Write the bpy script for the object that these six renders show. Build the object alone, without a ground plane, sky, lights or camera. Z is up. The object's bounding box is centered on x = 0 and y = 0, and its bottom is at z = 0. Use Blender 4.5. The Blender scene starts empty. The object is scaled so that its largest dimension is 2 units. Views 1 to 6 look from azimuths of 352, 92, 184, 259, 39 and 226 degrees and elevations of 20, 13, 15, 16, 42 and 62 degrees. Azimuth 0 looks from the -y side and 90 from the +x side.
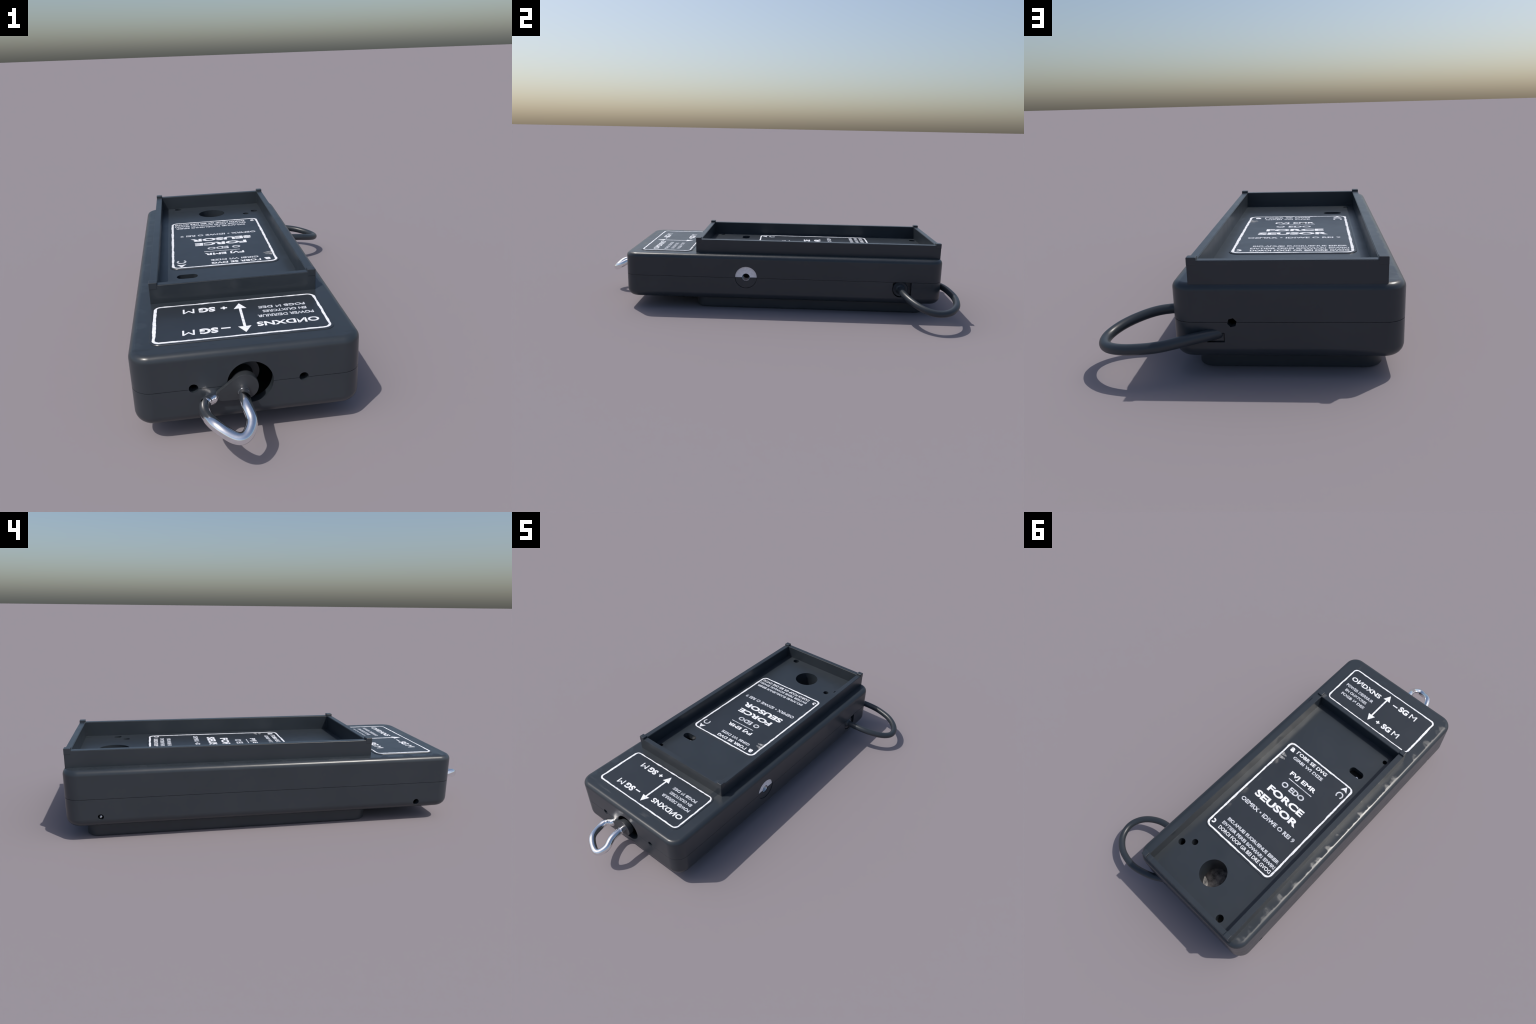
# Hand-held laboratory force sensor: two-part plastic housing with a raised
# tray on top, a foot pad below, printed labels, a pull hook and a cable loop.
import bpy, bmesh, math, random
from mathutils import Vector, Matrix, noise

random.seed(7)
COL = bpy.context.scene.collection

# ------------------------------------------------------------------ sizes
CX = -0.132                      # centre line of the housing in x
BX0, BX1 = -0.4975, 0.2355         # housing, x
BY0, BY1 = -0.806, 0.9292         # housing, y
ZB, ZS, ZT = 0.0615, 0.1870, 0.311  # housing bottom, seam, top
TX0, TX1, TY0, TY1 = -0.4375, 0.1745, -0.4195, 0.9180   # tray rim outside
RIM_Z, TAB_Z, RIM_WX, RIM_WY = 0.383, 0.393, 0.0295, 0.0270
PX0, PX1, PY0, PY1 = -0.436, 0.174, -0.421, 0.853    # foot pad


# ------------------------------------------------------------------ materials
def new_mat(name):
    m = bpy.data.materials.new(name)
    m.use_nodes = True
    nt = m.node_tree
    return m, nt, nt.nodes["Principled BSDF"]


def add(nt, kind, **kw):
    n = nt.nodes.new(kind)
    for k, v in kw.items():
        setattr(n, k, v)
    return n


def ramp(nt, src, stops):
    r = add(nt, "ShaderNodeValToRGB")
    e = r.color_ramp.elements
    while len(e) < len(stops):
        e.new(0.5)
    for el, (p, c) in zip(e, stops):
        el.position = p
        el.color = (*c, 1)
    nt.links.new(src, r.inputs[0])
    return r.outputs[0]


def noise_tex(nt, scale, detail=3, rough=0.5, stretch=(1, 1, 1)):
    co = add(nt, "ShaderNodeTexCoord")
    mp = add(nt, "ShaderNodeMapping")
    mp.inputs["Scale"].default_value = stretch
    tx = add(nt, "ShaderNodeTexNoise")
    tx.inputs["Scale"].default_value = scale
    tx.inputs["Detail"].default_value = detail
    tx.inputs["Roughness"].default_value = rough
    nt.links.new(co.outputs["Object"], mp.inputs[0])
    nt.links.new(mp.outputs[0], tx.inputs["Vector"])
    return tx.outputs["Fac"]


def math_node(nt, op, a, b=None):
    n = add(nt, "ShaderNodeMath", operation=op)
    for i, q in enumerate((a, b)):
        if q is None:
            continue
        if isinstance(q, (int, float)):
            n.inputs[i].default_value = q
        else:
            nt.links.new(q, n.inputs[i])
    return n.outputs[0]


def smooth(nt, val, lo, hi):
    n = add(nt, "ShaderNodeMapRange", interpolation_type="SMOOTHSTEP")
    n.inputs["From Min"].default_value = lo
    n.inputs["From Max"].default_value = hi
    nt.links.new(val, n.inputs["Value"])
    return n.outputs[0]


def plastic(name, dark, light, rough=0.30, bump=0.06, glint_strips=()):
    """dark moulded plastic; creases are strips (axis, start, end, lean, seed, scale,
    threshold) of upward faces whose normals are tilted to draw wedge-shaped sun glints"""
    m, nt, b = new_mat(name)
    nt.links.new(ramp(nt, noise_tex(nt, 6, 4), [(0.3, dark), (0.7, light)]), b.inputs["Base Color"])
    rr = add(nt, "ShaderNodeMapRange")
    rr.inputs["To Min"].default_value = rough - 0.05
    rr.inputs["To Max"].default_value = rough + 0.07
    nt.links.new(noise_tex(nt, 14, 3), rr.inputs["Value"])
    nt.links.new(rr.outputs[0], b.inputs["Roughness"])
    bp = add(nt, "ShaderNodeBump")
    bp.inputs["Strength"].default_value = bump
    bp.inputs["Distance"].default_value = 0.01
    nt.links.new(noise_tex(nt, 9, 2), bp.inputs["Height"])
    last = bp.outputs[0]
    if glint_strips:
        co = add(nt, "ShaderNodeTexCoord")
        sp = add(nt, "ShaderNodeSeparateXYZ")
        nt.links.new(co.outputs["Object"], sp.inputs[0])
        ns = add(nt, "ShaderNodeSeparateXYZ")
        nt.links.new(co.outputs["Normal"], ns.inputs[0])
        top = smooth(nt, ns.outputs["Z"], 0.85, 0.97)
        for axis, start, end, tilt, seed, scale, lo in glint_strips:
            along = sp.outputs["Y" if axis == "X" else "X"]
            depth = math_node(nt, "DIVIDE", math_node(nt, "SUBTRACT", sp.outputs[axis], start), end - start)
            inside = math_node(nt, "MULTIPLY", smooth(nt, depth, 0.0, 0.25), math_node(nt, "LESS_THAN", depth, 1.15))
            tx = add(nt, "ShaderNodeTexNoise")
            tx.noise_dimensions = "2D"
            tx.inputs["Detail"].default_value = 2
            tx.inputs["Scale"].default_value = 1
            vec = add(nt, "ShaderNodeCombineXYZ")
            nt.links.new(math_node(nt, "MULTIPLY", along, scale), vec.inputs[0])
            nt.links.new(math_node(nt, "ADD", math_node(nt, "MULTIPLY", depth, 0.5), seed), vec.inputs[1])
            nt.links.new(vec.outputs[0], tx.inputs["Vector"])
            # wedge-shaped patches: wider towards the far edge of the strip
            level = math_node(nt, "ADD", tx.outputs["Fac"], math_node(nt, "MULTIPLY", depth, 0.10))
            amount = math_node(nt, "MULTIPLY", math_node(nt, "MULTIPLY", smooth(nt, level, lo, lo + 0.24), inside), top)
            off = add(nt, "ShaderNodeVectorMath", operation="SCALE")
            off.inputs[0].default_value = (*tilt, 0)
            nt.links.new(amount, off.inputs["Scale"])
            sm = add(nt, "ShaderNodeVectorMath", operation="ADD")
            nt.links.new(last, sm.inputs[0])
            nt.links.new(off.outputs[0], sm.inputs[1])
            nr = add(nt, "ShaderNodeVectorMath", operation="NORMALIZE")
            nt.links.new(sm.outputs[0], nr.inputs[0])
            last = nr.outputs[0]
    nt.links.new(last, b.inputs["Normal"])
    return m


def metal(name, a, c, rough, scale=30, metallic=1.0):
    m, nt, b = new_mat(name)
    nt.links.new(ramp(nt, noise_tex(nt, scale, 4, 0.6), [(0.35, a), (0.65, c)]), b.inputs["Base Color"])
    b.inputs["Metallic"].default_value = metallic
    b.inputs["Roughness"].default_value = rough
    return m


SHELL = plastic("slate_plastic", (0.0255, 0.0325, 0.0400), (0.0300, 0.0370, 0.0450),
                glint_strips=[("X", -0.440, -0.474, (-0.21, 0.0), 0.0, 21, 0.55), ("Y", -0.738, -0.762, (-0.04, -0.22), 4.0, 9, 0.58),
                         ("X", 0.110, 0.144, (-0.22, 0.0), 9.3, 6, 0.60)])
PAD = plastic("pad_rubber", (0.0255, 0.0320, 0.0395), (0.0300, 0.0365, 0.0440), 0.45, 0.35)
LABEL = plastic("label_film", (0.0250, 0.0305, 0.0380), (0.0290, 0.0350, 0.0430), 0.30,
                glint_strips=[("X", 0.052, 0.088, (-0.30, 0.0), 15.0, 11, 0.58)])
FILM = plastic("plain_film", (0.0250, 0.0305, 0.0380), (0.0290, 0.0350, 0.0430), 0.30)
CABLE = plastic("cable_rubber", (0.0265, 0.0335, 0.0410), (0.0310, 0.0380, 0.0460), 0.36, 0.02)
PLUNGER = plastic("plunger_plastic", (0.029, 0.033, 0.038), (0.034, 0.038, 0.043), 0.42)
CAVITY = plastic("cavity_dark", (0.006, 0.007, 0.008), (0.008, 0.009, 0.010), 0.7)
CHROME = metal("polished_steel", (0.86, 0.86, 0.87), (0.93, 0.93, 0.94), 0.13, 60)
INSERT = metal("cast_zinc", (0.80, 0.77, 0.78), (0.93, 0.89, 0.91), 0.55, 90, 0.0)
CASTING = metal("rough_casting", (0.10, 0.10, 0.105), (0.48, 0.46, 0.45), 0.5, 38, 0.2)
STEEL = metal("bright_steel", (0.55, 0.57, 0.60), (0.75, 0.77, 0.80), 0.25, 60)


def ink(name, strong, weak, lo, hi, scale):
    m, nt, b = new_mat(name)
    nt.links.new(ramp(nt, noise_tex(nt, scale, 2), [(lo, weak), (hi, strong)]), b.inputs["Base Color"])
    b.inputs["Roughness"].default_value = 0.5
    return m


INK = ink("white_ink", (0.88, 0.89, 0.92), (0.64, 0.66, 0.70), 0.30, 0.48, 70)
INK_FAINT = ink("worn_ink", (0.72, 0.74, 0.78), (0.40, 0.42, 0.46), 0.35, 0.6, 90)
WEDGE_GREY = ink("wedge_grey", (0.34, 0.34, 0.34), (0.12, 0.125, 0.13), 0.35, 0.6, 70)


# ------------------------------------------------------------------ helpers
def make_obj(name, bm, mat, parent, angle=32, weighted=True):
    me = bpy.data.meshes.new(name)
    bmesh.ops.recalc_face_normals(bm, faces=bm.faces)
    bm.to_mesh(me)
    bm.free()
    ob = bpy.data.objects.new(name, me)
    COL.objects.link(ob)
    if mat:
        me.materials.append(mat)
    ob.parent = parent
    finish(ob, angle, weighted)
    return ob


def finish(ob, angle=32, weighted=True):
    me = ob.data
    me.polygons.foreach_set("use_smooth", [True] * len(me.polygons))
    me.set_sharp_from_angle(angle=math.radians(angle))
    if weighted:
        md = ob.modifiers.new("weighted", "WEIGHTED_NORMAL")
        md.keep_sharp = True
        md.weight = 80


def rounded_rect(x0, x1, y0, y1, r, seg=8):
    pts = []
    for cx, cy, a0 in ((x1 - r, y1 - r, 0), (x0 + r, y1 - r, 90), (x0 + r, y0 + r, 180), (x1 - r, y0 + r, 270)):
        for i in range(seg + 1):
            a = math.radians(a0 + 90 * i / seg)
            pts.append((cx + r * math.cos(a), cy + r * math.sin(a)))
    return pts


def loft(bm, rings):
    """rings: lists of equal length of 3D points; caps both ends."""
    vr = [[bm.verts.new(p) for p in ring] for ring in rings]
    n = len(vr[0])
    for a, b in zip(vr, vr[1:]):
        for i in range(n):
            bm.faces.new((a[i], a[(i + 1) % n], b[(i + 1) % n], b[i]))
    bm.faces.new(vr[0][::-1])
    bm.faces.new(vr[-1])
    return vr


def stack(x0, x1, y0, y1, r, levels, seg=8):
    """rounded box from (inset, z) levels"""
    bm = bmesh.new()
    loft(bm, [[(x, y, z) for x, y in rounded_rect(x0 + d, x1 - d, y0 + d, y1 - d, max(r - d, 0.002), seg)]
              for d, z in levels])
    return bm


def fillet(rad, z_face, z_dir, n=7):
    """(inset, z) arc from the vertical wall to the face at z_face"""
    out = []
    for i in range(n + 1):
        a = math.pi / 2 * i / n
        out.append((rad * (1 - math.cos(a)), z_face - z_dir * rad * (1 - math.sin(a))))
    return out


def cylinder_bm(p0, p1, r, seg=48, r1=None):
    p0, p1 = Vector(p0), Vector(p1)
    ax = (p1 - p0).normalized()
    u = ax.orthogonal().normalized()
    v = ax.cross(u)
    bm = bmesh.new()
    rings = []
    for p, rr in ((p0, r), (p1, r if r1 is None else r1)):
        rings.append([p + rr * (math.cos(2 * math.pi * i / seg) * u + math.sin(2 * math.pi * i / seg) * v)
                      for i in range(seg)])
    loft(bm, rings)
    return bm


def box_bm(x0, x1, y0, y1, z0, z1, bevel=0.0, seg=2):
    bm = bmesh.new()
    loft(bm, [[(x0, y0, z), (x1, y0, z), (x1, y1, z), (x0, y1, z)] for z in (z0, z1)])
    if bevel:
        bmesh.ops.recalc_face_normals(bm, faces=bm.faces)
        bmesh.ops.bevel(bm, geom=bm.edges[:], offset=bevel, segments=seg, affect="EDGES", profile=0.6)
    return bm


def cut(ob, cutters, mat=None):
    """Boolean difference; cutter faces take the cavity material slot of the object."""
    tmp = []
    for i, bm in enumerate(cutters):
        bmesh.ops.recalc_face_normals(bm, faces=bm.faces)
        me = bpy.data.meshes.new("cutter")
        bm.to_mesh(me)
        bm.free()
        if mat:
            me.materials.append(mat)
        c = bpy.data.objects.new("cutter", me)
        COL.objects.link(c)
        tmp.append(c)
        md = ob.modifiers.new("cut", "BOOLEAN")
        md.operation = "DIFFERENCE"
        md.solver = "EXACT"
        md.object = c
        if mat:
            md.material_mode = "TRANSFER"
    apply(ob)
    for c in tmp:
        bpy.data.objects.remove(c)


def apply(ob):
    dg = bpy.context.evaluated_depsgraph_get()
    dg.update()
    me = bpy.data.meshes.new_from_object(ob.evaluated_get(dg), preserve_all_data_layers=True, depsgraph=dg)
    old = ob.data
    ob.modifiers.clear()
    ob.data = me
    me.name = ob.name
    bpy.data.meshes.remove(old)


def plain_obj(name, bm, mat, parent):
    me = bpy.data.meshes.new(name)
    bmesh.ops.recalc_face_normals(bm, faces=bm.faces)
    bm.to_mesh(me)
    bm.free()
    me.materials.append(mat)
    ob = bpy.data.objects.new(name, me)
    COL.objects.link(ob)
    ob.parent = parent
    return ob


def catmull(pts, m=14):
    P = [Vector(p) for p in pts]
    P = [2 * P[0] - P[1]] + P + [2 * P[-1] - P[-2]]
    out = []
    for i in range(1, len(P) - 2):
        a, b, c, d = P[i - 1:i + 3]
        for k in range(m):
            t = k / m
            out.append(0.5 * (2 * b + (c - a) * t + (2 * a - 5 * b + 4 * c - d) * t * t + (3 * b - a - 3 * c + d) * t ** 3))
    out.append(P[-2])
    return out


def relax(path, n):
    for _ in range(n):
        path = [path[0]] + [(path[i - 1] + 2 * path[i] + path[i + 1]) / 4 for i in range(1, len(path) - 1)] + [path[-1]]
    return path


def tube(path, r, seg=20):
    bm = bmesh.new()
    rings = []
    t = (path[1] - path[0]).normalized()
    u = t.orthogonal().normalized()
    for i, p in enumerate(path):
        t = (path[min(i + 1, len(path) - 1)] - path[max(i - 1, 0)]).normalized()
        u = (u - t * u.dot(t)).normalized()
        v = t.cross(u)
        rr = r(i / (len(path) - 1)) if callable(r) else r
        rings.append([p + rr * (math.cos(2 * math.pi * k / seg) * u + math.sin(2 * math.pi * k / seg) * v)
                      for k in range(seg)])
    loft(bm, rings)
    return bm


# ------------------------------------------------------------------ root
root = bpy.data.objects.new("force_sensor", None)
COL.objects.link(root)
root["label"] = "dark slate plastic force sensor with tray, hook and cable loop"
root["category"] = "measuring device"

# ------------------------------------------------------------------ housing
RC = 0.067                       # vertical corner radius
FRONT = (CX + 0.003, 0.192, 0.073)   # plunger hole: x, z, radius
COIN = (-0.138, 0.190, 0.060)    # side insert: y, z, radius


def shared_cutters():
    x, z, r = FRONT
    c = [cylinder_bm((x, BY0 - 0.05, z), (x, BY0 + 0.12, z), r, 64)]
    for hx in (-0.306, 0.041):
        c.append(cylinder_bm((hx, BY0 - 0.05, 0.1905), (hx, BY0 + 0.10, 0.1905), 0.0150, 24))
    c.append(cylinder_bm((0.041, BY1 + 0.05, 0.186), (0.041, BY1 - 0.10, 0.186), 0.0155, 6))
    y, z, r = COIN
    c.append(cylinder_bm((BX1 + 0.05, y, z), (BX1 - 0.05, y, z), r, 64))
    return c


upper = plain_obj("upper_shell", stack(BX0, BX1, BY0, BY1, RC,
                  [(0.0012, ZS + 0.0003), (0.0, ZS + 0.0014)] + fillet(0.024, ZT, 1)), SHELL, root)
cuts = [stack(BX0 + .03, BX1 - .03, BY0 + .03, BY1 - .03, 0.04, [(0, 0.10), (0, 0.272)], 5)] + shared_cutters()
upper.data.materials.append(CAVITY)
HOLES = [(-0.135, 0.736, 0.071, 56), (0.053, 0.687, 0.0165, 28), (0.105, 0.731, 0.0185, 28),
         (-0.321, 0.869, 0.0195, 28), (-0.370, -0.336, 0.0125, 24)]
for hx, hy, hr, sg in HOLES:
    cuts.append(cylinder_bm((hx, hy, 0.24), (hx, hy, 0.40), hr, sg))
SLOT = (-0.298, -0.180, 0.022, 0.0205)
bm = bmesh.new()
ring = rounded_rect(SLOT[0] - SLOT[3] - SLOT[2], SLOT[0] + SLOT[3] + SLOT[2], SLOT[1] - SLOT[2], SLOT[1] + SLOT[2], SLOT[2] - 1e-4)
loft(bm, [[(x, y, z) for x, y in ring] for z in (0.24, 0.40)])
cuts.append(bm)
cut(upper, cuts)
finish(upper)

lower = plain_obj("lower_shell", stack(BX0, BX1, BY0, BY1, RC,
                  [(0.0, ZS - 0.0002)] + [(d, z) for d, z in fillet(0.040, ZB, -1, 9)]), SHELL, root)
cuts = [stack(BX0 + .03, BX1 - .03, BY0 + .03, BY1 - .03, 0.04, [(0, 0.086), (0, 0.272)], 5)] + shared_cutters()
for hy, hz, hr in ((0.783, 0.109, 0.0125), (-0.632, 0.096, 0.0140)):
    cuts.append(cylinder_bm((BX0 - 0.05, hy, hz), (BX0 + 0.06, hy, hz), hr, 24))
# cable sockets: round seat with a square relief on the side, small square one at the back
SOCK = (0.702, 0.148, 0.044)
cuts.append(cylinder_bm((BX1 + 0.03, SOCK[0], SOCK[1]), (BX1 - 0.022, SOCK[0], SOCK[1]), SOCK[2], 48))
cuts.append(box_bm(BX1 - 0.022, BX1 + 0.03, SOCK[0] - 0.043, 0.760, SOCK[1] + 0.001, ZS + 0.02))
cuts.append(box_bm(BX1 - 0.0205, BX1 + 0.029, SOCK[0] + 0.006, 0.7605, 0.114, SOCK[1] + 0.01))
cuts.append(box_bm(0.066, 0.122, BY1 - 0.010, BY1 + 0.03, 0.120, 0.152))
cut(lower, cuts)
finish(lower)

# ------------------------------------------------------------------ tray rim with corner tabs
bm = bmesh.new()
o = [(TX0, TY0), (TX1, TY0), (TX1, TY1), (TX0, TY1)]
n = [(TX0 + RIM_WX, TY0 + RIM_WY), (TX1 - RIM_WX, TY0 + RIM_WY), (TX1 - RIM_WX, TY1 - RIM_WY), (TX0 + RIM_WX, TY1 - RIM_WY)]
v = {(k, z): [bm.verts.new((x, y, z)) for x, y in ring] for k, ring in (("o", o), ("n", n)) for z in (0.286, RIM_Z)}
for i in range(4):
    j = (i + 1) % 4
    for A, B in (((("o", 0.286)), ("o", RIM_Z)), (("o", RIM_Z), ("n", RIM_Z)), (("n", RIM_Z), ("n", 0.286)), (("n", 0.286), ("o", 0.286))):
        bm.faces.new((v[A][i], v[A][j], v[B][j], v[B][i]))
bmesh.ops.recalc_face_normals(bm, faces=bm.faces)
bmesh.ops.bevel(bm, geom=bm.edges[:], offset=0.0022, segments=3, affect="EDGES")
rim = make_obj("tray_rim", bm, SHELL, root, 40)
tab_mesh = None
for sx, tx in ((1, TX0), (-1, TX1)):
    for sy, ty in ((1, TY0), (-1, TY1)):
        if tab_mesh is None:
            bm = box_bm(-0.0006, 0.0300, -0.0006, 0.0275, 0.366, TAB_Z, 0.0026, 3)
            tab = make_obj("corner_tab", bm, SHELL, rim, 40)
            tab_mesh = tab
        else:
            tab = tab_mesh.copy()
            COL.objects.link(tab)
        # the square block is turned, not mirrored, into each corner
        a = {(1, 1): 0, (-1, -1): math.pi}.get((sx, sy))
        if a is None:
            tab.scale = (sx, sy, 1)
        else:
            tab.rotation_euler = (0, 0, a)
        tab.location = (tx, ty, 0)

# ------------------------------------------------------------------ foot pad
bm = bmesh.new()
rings = []
pad_line = []
raw = rounded_rect(PX0, PX1, PY0, PY1, 0.055, 8)
for p, q in zip(raw, raw[1:] + raw[:1]):
    k = max(1, int(math.hypot(q[0] - p[0], q[1] - p[1]) / 0.02))
    pad_line += [(p[0] + (q[0] - p[0]) * t / k, p[1] + (q[1] - p[1]) * t / k) for t in range(k)]
pcx, pcy = (PX0 + PX1) / 2, (PY0 + PY1) / 2
for inset, z in ((0.004, 0.0), (0.001, 0.0015), (0, 0.005), (0, 0.025), (0, 0.045), (0, 0.090)):
    ring = []
    for x, y in pad_line:
        d = inset + 0.0022 * max(0, noise.noise(Vector((x * 11, y * 11, z * 14))))   # shallow uneven ripples along the sides
        ring.append((x - d * max(-1, min(1, (x - pcx) / 0.28)), y - d * max(-1, min(1, (y - pcy) / 0.6)), z))
    rings.append(ring)
loft(bm, rings)
make_obj("foot_pad", bm, PAD, root)

# ------------------------------------------------------------------ bosses and metal seen through the holes
def ring_tube(name, cx, cy, r0, r1, z0, z1, mat, seg=48):
    bm = bmesh.new()
    prof = [(r0, z0), (r1, z0), (r1, z1), (r0, z1)]
    rows = [[bm.verts.new((cx + r * math.cos(2 * math.pi * i / seg), cy + r * math.sin(2 * math.pi * i / seg), z))
             for i in range(seg)] for r, z in prof]
    for a, b in zip(rows, rows[1:] + rows[:1]):
        for i in range(seg):
            bm.faces.new((a[i], a[(i + 1) % seg], b[(i + 1) % seg], b[i]))
    return make_obj(name, bm, mat, root)


hx, hy, hr, _ = HOLES[0]
ring_tube("bore_sleeve", hx, hy, hr + 0.0006, hr + 0.012, 0.165, 0.290, SHELL)
# cast plate under the bore with a raised screw eye
bm = cylinder_bm((hx, hy, 0.080), (hx, hy, 0.098), 0.150, 48)
make_obj("bore_plate", bm, CASTING, root)
ring_tube("bore_washer", hx - 0.075, hy + 0.035, 0.012, 0.024, 0.094, 0.108, CASTING, 32)
for (qx, qy, qr, _), zz in zip(HOLES[1:], (0.12, 0.12, 0.2, 0.2)):
    ring_tube("screw_boss", qx, qy, qr + 0.0005, qr + 0.009, zz - 0.02, 0.285, SHELL, 28)
bm = cylinder_bm((HOLES[1][0], HOLES[1][1], 0.15), (HOLES[1][0], HOLES[1][1], 0.188), HOLES[1][2] + 0.004, 28)
make_obj("screw_head", bm, STEEL, root)
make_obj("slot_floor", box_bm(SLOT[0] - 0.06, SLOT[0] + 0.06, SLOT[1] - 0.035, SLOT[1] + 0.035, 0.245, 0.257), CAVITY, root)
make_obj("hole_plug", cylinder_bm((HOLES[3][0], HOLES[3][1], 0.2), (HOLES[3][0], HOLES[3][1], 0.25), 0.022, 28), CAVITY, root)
bm = cylinder_bm((SLOT[0] - 0.010, SLOT[1] + 0.006, 0.25), (SLOT[0] - 0.010, SLOT[1] + 0.006, 0.270), 0.012, 28, 0.009)
make_obj("screw_head", bm, STEEL, root)
bm = bmesh.new()
bmesh.ops.create_uvsphere(bm, u_segments=20, v_segments=12, radius=0.0095,
                          matrix=Matrix.Translation((BX0 + 0.0165, 0.783, 0.107)))
make_obj("screw_head", bm, STEEL, root, 60, False)

# ------------------------------------------------------------------ side insert: half metal, half plastic
def half_disc(name, a0, a1, r_in, r_out, x0, x1, mat, seg=36):
    bm = bmesh.new()
    y, z, _ = COIN
    rows = []
    for r, x in ((r_in, x0), (r_out, x0), (r_out, x1), (r_in, x1)):
        rows.append([bm.verts.new((x, y + r * math.cos(a0 + (a1 - a0) * i / seg), z + r * math.sin(a0 + (a1 - a0) * i / seg)))
                     for i in range(seg + 1)])
    for a, b in zip(rows, rows[1:] + rows[:1]):
        for i in range(seg):
            bm.faces.new((a[i], a[i + 1], b[i + 1], b[i]))
    for i in (0, seg):
        bm.faces.new([rw[i] for rw in rows])
    return make_obj(name, bm, mat, root)


half_disc("mount_plate", 0, math.pi, 0.0215, 0.0595, BX1 - 0.060, BX1 - 0.0055, INSERT)
half_disc("mount_cover", math.pi, 2 * math.pi, 0.0225, 0.0585, BX1 - 0.060, BX1 - 0.0035, SHELL)
# threaded bore of the insert
bm = bmesh.new()
rows = []
for k in range(41):
    x = BX1 - 0.008 - 0.062 * k / 40
    r = 0.0205 + 0.0011 * math.cos(k * math.pi / 2)
    rows.append([bm.verts.new((x, COIN[0] + r * math.cos(2 * math.pi * i / 40), COIN[1] + r * math.sin(2 * math.pi * i / 40)))
                 for i in range(40)])
for a, b in zip(rows, rows[1:]):
    for i in range(40):
        bm.faces.new((a[i], a[(i + 1) % 40], b[(i + 1) % 40], b[i]))
make_obj("threaded_bore", bm, STEEL, root, 60, False)
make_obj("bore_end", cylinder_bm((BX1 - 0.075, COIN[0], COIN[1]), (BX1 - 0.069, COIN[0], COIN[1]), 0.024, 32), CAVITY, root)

# ------------------------------------------------------------------ plunger and hook
def teardrop(big, small, seg=20):
    """outline in x,z of the hull of two circles (cx, cz, r)"""
    (ax, az, ar), (bx, bz, br) = big, small
    d = math.hypot(bx - ax, bz - az)
    th = math.atan2(bz - az, bx - ax)
    al = math.acos((ar - br) / d)
    pts = []
    for i in range(2 * seg + 1):
        a = th + al + (2 * math.pi - 2 * al) * i / (2 * seg)
        pts.append((ax + ar * math.cos(a), az + ar * math.sin(a)))
    for i in range(seg + 1):
        a = th - al + 2 * al * i / seg
        pts.append((bx + br * math.cos(a), bz + br * math.sin(a)))
    return pts


PL_Y = -0.8185
bm = bmesh.new()
out = teardrop((-0.149, 0.184, 0.044), (-0.222, 0.161, 0.0185))
mid = (-0.18, 0.176)
loft(bm, [[(mid[0] + (x - mid[0]) * s, y, mid[1] + (z - mid[1]) * s) for x, z in out]
          for s, y in ((1, BY0 + 0.003), (1, PL_Y + 0.0015), (0.985, PL_Y))])
plunger = make_obj("plunger_plate", bm, PLUNGER, root)
make_obj("plunger_disc", cylinder_bm((-0.149, PL_Y + 0.003, 0.184), (-0.149, -0.792, 0.184), 0.0432, 48), PLUNGER, plunger)
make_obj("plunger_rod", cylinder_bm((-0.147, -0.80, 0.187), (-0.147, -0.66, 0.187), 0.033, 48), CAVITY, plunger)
make_obj("plunger_collar", cylinder_bm((-0.142, -0.742, 0.192), (-0.142, -0.70, 0.192), 0.050, 48), PLUNGER, plunger)

WIRE = 0.0180
hook_path = relax(catmull([(-0.234, -0.788, 0.155), (-0.250, -0.814, 0.155), (-0.275, -0.840, 0.157), (-0.277, -0.880, 0.150), (-0.251, -0.945, 0.152),
                           (-0.200, -0.9785, 0.127), (-0.166, -0.9755, 0.126), (-0.1445, -0.938, 0.147),
                           (-0.154, -0.889, 0.171), (-0.154, -0.806, 0.178)], 12), 4)
make_obj("pull_hook", tube(hook_path, WIRE, 24), CHROME, root, 60, False)
# lumpy weld beads where the hook wire meets the plate
for k, (p, r) in enumerate(((hook_path[13], 0.0200), (hook_path[21], 0.0190), (hook_path[-5], 0.0190))):
    bm = bmesh.new()
    bmesh.ops.create_uvsphere(bm, u_segments=20, v_segments=14, radius=r, matrix=Matrix.Translation(p))
    for q in bm.verts:
        q.co += (q.co - p) * 0.16 * noise.noise(q.co * 60 + Vector((k * 5, 0, 0)))
    make_obj("weld_bead", bm, CHROME, root, 60, False)

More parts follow.
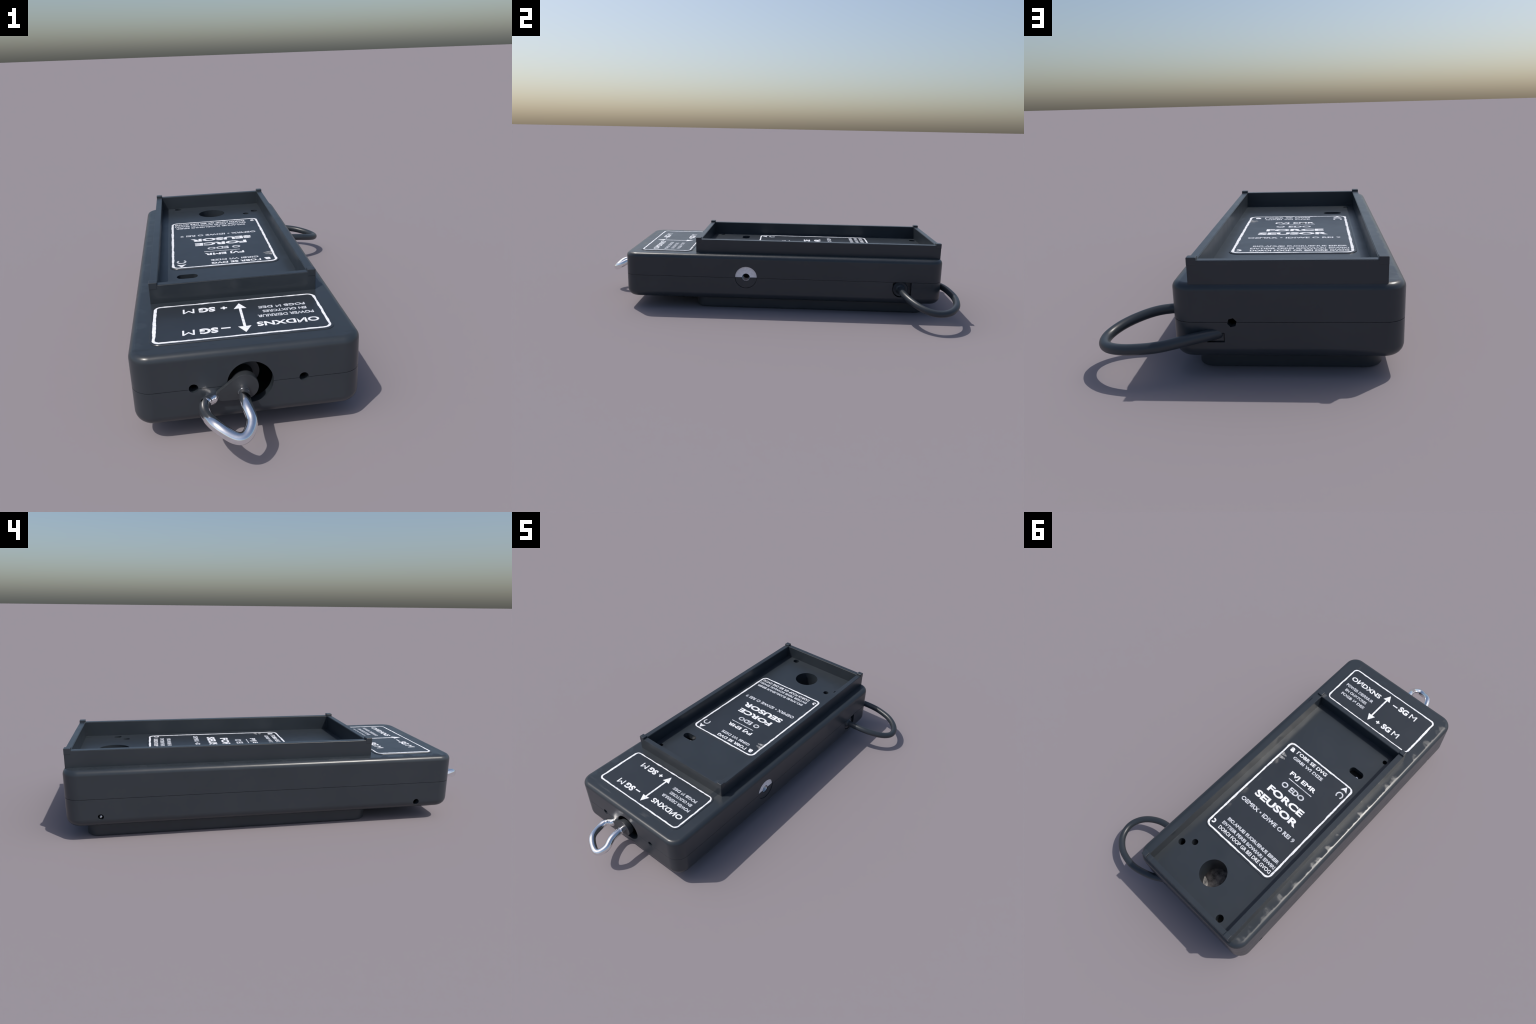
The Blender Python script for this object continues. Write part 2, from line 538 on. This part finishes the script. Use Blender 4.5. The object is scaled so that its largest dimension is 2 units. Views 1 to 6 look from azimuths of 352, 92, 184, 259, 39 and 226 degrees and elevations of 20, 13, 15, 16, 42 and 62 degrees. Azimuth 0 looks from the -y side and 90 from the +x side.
# ------------------------------------------------------------------ cable
cable_path = relax(catmull([(0.205, 0.700, 0.148), (0.240, 0.700, 0.149), (0.339, 0.7085, 0.142), (0.434, 0.757, 0.118), (0.480, 0.830, 0.098),
                            (0.462, 0.905, 0.096), (0.400, 0.957, 0.107), (0.330, 0.977, 0.117), (0.257, 0.980, 0.127), (0.160, 0.955, 0.143),
                            (0.092, 0.920, 0.146), (0.080, 0.905, 0.144)], 10), 10)
cable = make_obj("cable", tube(cable_path, 0.0178, 24), CABLE, root, 60, False)
bm = bmesh.new()
prof = [(0.0415, BX1 - 0.030), (0.0415, BX1 - 0.008), (0.038, BX1 - 0.004), (0.027, BX1 - 0.006), (0.020, BX1 + 0.004), (0.0165, BX1 + 0.008)]
loft(bm, [[(x, SOCK[0] + r * math.cos(2 * math.pi * i / 40), SOCK[1] + r * math.sin(2 * math.pi * i / 40)) for i in range(40)]
          for r, x in prof])
make_obj("strain_relief", bm, CABLE, cable)
make_obj("strain_relief", box_bm(0.069, 0.119, BY1 - 0.018, BY1 - 0.004, 0.123, 0.149, 0.002), SHELL, cable)

# ------------------------------------------------------------------ labels
INK_Z = ZT + 0.0030


def wobble(p, amp, sc, seed):
    return amp * noise.noise(Vector((p[0] * sc + seed, p[1] * sc, seed * 1.7)))


def extrude_ring(bm, outer, inner, z0, z1):
    n = len(outer)
    V = [[bm.verts.new((x, y, z)) for x, y in ring] for ring, z in ((outer, z0), (outer, z1), (inner, z1), (inner, z0))]
    for a, b in zip(V, V[1:]):
        for i in range(n):
            bm.faces.new((a[i], a[(i + 1) % n], b[(i + 1) % n], b[i]))


def dense_rect(x0, x1, y0, y1, r, step=0.008):
    raw = rounded_rect(x0, x1, y0, y1, r, 10)
    out = []
    for i, p in enumerate(raw):
        q = raw[(i + 1) % len(raw)]
        d = math.hypot(q[0] - p[0], q[1] - p[1])
        k = max(1, int(d / step))
        out += [(p[0] + (q[0] - p[0]) * t / k, p[1] + (q[1] - p[1]) * t / k) for t in range(k)]
    return out


def label(x0, x1, y0, y1, r, widths, seed, mat):
    """film plate with a printed border; widths for -x, +x, -y, +y sides"""
    m = 0.009
    plate = make_obj("label_plate", stack(x0 - m, x1 + m, y0 - m, y1 + m, r + m,
                     [(0, ZT - 0.01), (0, ZT + 0.0008), (0.0014, ZT + 0.0022)], 10), mat, root)
    outer = dense_rect(x0, x1, y0, y1, r)
    cx, cy = (x0 + x1) / 2, (y0 + y1) / 2
    n = len(outer)
    oo, ii = [], []
    for k, p in enumerate(outer):
        a, b = outer[k - 1], outer[(k + 1) % n]
        t = Vector((b[0] - a[0], b[1] - a[1])).normalized()
        nx, ny = t.y, -t.x                         # outward (outline runs counter-clockwise)
        w = (widths[0] * max(-nx, 0) ** 2 + widths[1] * max(nx, 0) ** 2 + widths[2] * max(-ny, 0) ** 2 + widths[3] * max(ny, 0) ** 2)
        e1 = wobble(p, 0.0022, 28, seed) + wobble(p, 0.0012, 110, seed + 3)
        e2 = wobble(p, 0.0022, 35, seed + 9) + wobble(p, 0.0012, 120, seed + 5)
        oo.append((p[0] + nx * e1, p[1] + ny * e1))
        ii.append((p[0] - nx * (max(w + e2, 0.003)), p[1] - ny * (max(w + e2, 0.003))))
    bm = bmesh.new()
    extrude_ring(bm, oo, ii, ZT + 0.0010, INK_Z)
    make_obj("label_border", bm, INK, plate, 40, False)
    return plate


def flat_shape(name, outlines, mat, parent, z=INK_Z):
    bm = bmesh.new()
    for pts in outlines:
        loft(bm, [[(x, y, zz) for x, y in pts] for zz in (ZT + 0.0010, z)])
    return make_obj(name, bm, mat, parent, 40, False)


def lettering(body, xl, xr, yt, yb, parent, mat=INK, bold=0.028, name="label_text"):
    """text reading towards -x with its top towards -y, fitted to a box"""
    cu = bpy.data.curves.new("text", "FONT")
    cu.body = body
    cu.offset = bold
    cu.extrude = 0.0
    cu.resolution_u = 3
    ob = bpy.data.objects.new("text", cu)
    COL.objects.link(ob)
    dg = bpy.context.evaluated_depsgraph_get()
    dg.update()
    me = bpy.data.meshes.new_from_object(ob.evaluated_get(dg))
    bpy.data.objects.remove(ob)
    bpy.data.curves.remove(cu)
    xs = [q.co.x for q in me.vertices]
    ys = [q.co.y for q in me.vertices]
    ax, bx, ay, by = min(xs), max(xs), min(ys), max(ys)
    for q in me.vertices:
        u, w = (q.co.x - ax) / (bx - ax), (q.co.y - ay) / (by - ay)
        q.co = (xl + (xr - xl) * u, yb + (yt - yb) * w, INK_Z - 0.0004)
    bm = bmesh.new()
    bm.from_mesh(me)
    bpy.data.meshes.remove(me)
    bmesh.ops.recalc_face_normals(bm, faces=bm.faces)
    if bm.faces and bm.faces[:][0].normal.z < 0:
        bmesh.ops.reverse_faces(bm, faces=bm.faces)
    g = bmesh.ops.extrude_face_region(bm, geom=bm.faces[:])
    for q in [e for e in g["geom"] if isinstance(e, bmesh.types.BMVert)]:
        q.co.z -= 0.0014
    return make_obj(name, bm, mat, parent, 40, False)


def line_of(body, xl, xr, ymid, h, parent, **kw):
    return lettering(body, xl, xr, ymid - h / 2, ymid + h / 2, parent, **kw)


def arc_shape(cx, cy, r, w, a0, a1, seg=20):
    A = [math.radians(a0 + (a1 - a0) * i / seg) for i in range(seg + 1)]
    return ([(cx + r * math.cos(a), cy + r * math.sin(a)) for a in A]
            + [(cx + (r - w) * math.cos(a), cy + (r - w) * math.sin(a)) for a in A[::-1]])


# range label at the hook end
rl = label(-0.424, 0.156, -0.727, -0.458, 0.026, (0.010, 0.009, 0.007, 0.006), 2.3, FILM)
lettering("OИDXNS", 0.127, -0.083, -0.675, -0.643, rl)
line_of("POWER DEIRRIUR", 0.122, -0.072, -0.601, 0.019, rl, mat=INK_FAINT)
line_of("EN OUXTCRES", 0.104, -0.050, -0.567, 0.018, rl, mat=INK_FAINT)
line_of("FOGB И DEE", 0.106, -0.060, -0.534, 0.019, rl, mat=INK_FAINT)
lettering("SG", -0.212, -0.272, -0.690, -0.653, rl, bold=0.045)
lettering("M", -0.288, -0.328, -0.689, -0.655, rl, bold=0.0)
lettering("SG", -0.210, -0.268, -0.532, -0.496, rl, bold=0.045)
lettering("M", -0.283, -0.323, -0.531, -0.497, rl, bold=0.0)
flat_shape("minus_sign", [[(-0.202, -0.668), (-0.171, -0.668), (-0.171, -0.661), (-0.202, -0.661)]], INK, rl)
flat_shape("plus_sign", [[(-0.191, -0.516), (-0.183, -0.516), (-0.183, -0.523), (-0.176, -0.523), (-0.176, -0.516), (-0.168, -0.516),
                          (-0.168, -0.509), (-0.176, -0.509), (-0.176, -0.502), (-0.183, -0.502), (-0.183, -0.509), (-0.191, -0.509)]], INK, rl)
ax_, a0, a1 = -0.124, -0.705, -0.487
flat_shape("double_arrow", [[(ax_, a0), (ax_ + 0.022, a0 + 0.042), (ax_ + 0.0045, a0 + 0.040), (ax_ + 0.0045, a1 - 0.040),
                             (ax_ + 0.022, a1 - 0.042), (ax_, a1), (ax_ - 0.022, a1 - 0.042), (ax_ - 0.0045, a1 - 0.040),
                             (ax_ - 0.0045, a0 + 0.040), (ax_ - 0.022, a0 + 0.042)]], INK, rl)

# name label inside the tray
nl = label(-0.359, 0.094, -0.090, 0.575, 0.030, (0.0095, 0.0095, 0.008, 0.008), 6.1, LABEL)
lettering("a", 0.066, 0.040, -0.067, -0.040, nl, bold=0.04, name="label_icon")
line_of("ГOBR SE DVG", 0.023, -0.190, -0.058, 0.022, nl)
line_of("GIRBI WI DIZE", 0.018, -0.191, -0.021, 0.019, nl, mat=INK_FAINT)
line_of("FVJ EMR", -0.036, -0.212, 0.063, 0.033, nl, bold=0.03)
flat_shape("underline", [[(-0.214, 0.091), (-0.052, 0.091), (-0.052, 0.0955), (-0.214, 0.0955)]], INK_FAINT, nl)
line_of("O EDO", -0.044, -0.196, 0.136, 0.032, nl, mat=INK_FAINT, bold=0.032)
lettering("FORCE", -0.007, -0.251, 0.183, 0.222, nl, bold=0.04)
lettering("SEUSOR", 0.023, -0.268, 0.247, 0.287, nl, bold=0.04)
line_of("OEMRX • IDIWE O REI 9", 0.057, -0.317, 0.342, 0.024, nl, mat=INK_FAINT, bold=0.032)
line_of("BIO.AMUEI EUORUENUE EIREIR", 0.021, -0.338, 0.478, 0.019, nl, mat=INK_FAINT, bold=0.032)
line_of("EIVTIEIR PEREI BOWIARI EIWIRI", 0.028, -0.342, 0.511, 0.019, nl, mat=INK_FAINT, bold=0.032)
line_of("DOROI FOOP GR BEI DRE GVOG", 0.025, -0.341, 0.542, 0.020, nl, bold=0.015)
flat_shape("triangle_mark", [[(-0.318, -0.079), (-0.298, -0.047), (-0.318, -0.054), (-0.338, -0.047)]], INK, nl)
flat_shape("loop_mark", [arc_shape(-0.318, -0.015, 0.021, 0.007, 130, 410)], INK_FAINT, nl)
flat_shape("crescent_mark", [arc_shape(0.070, 0.538, 0.013, 0.008, 60, 300, 14)], INK, nl)
flat_shape("grey_wedges", [[(0.081, -0.012), (0.083, 0.012), (0.050, 0.004), (0.058, -0.003)],
                          [(0.082, 0.016), (0.083, 0.036), (0.044, 0.024), (0.050, 0.017)]], WEDGE_GREY, nl, INK_Z - 0.0005)
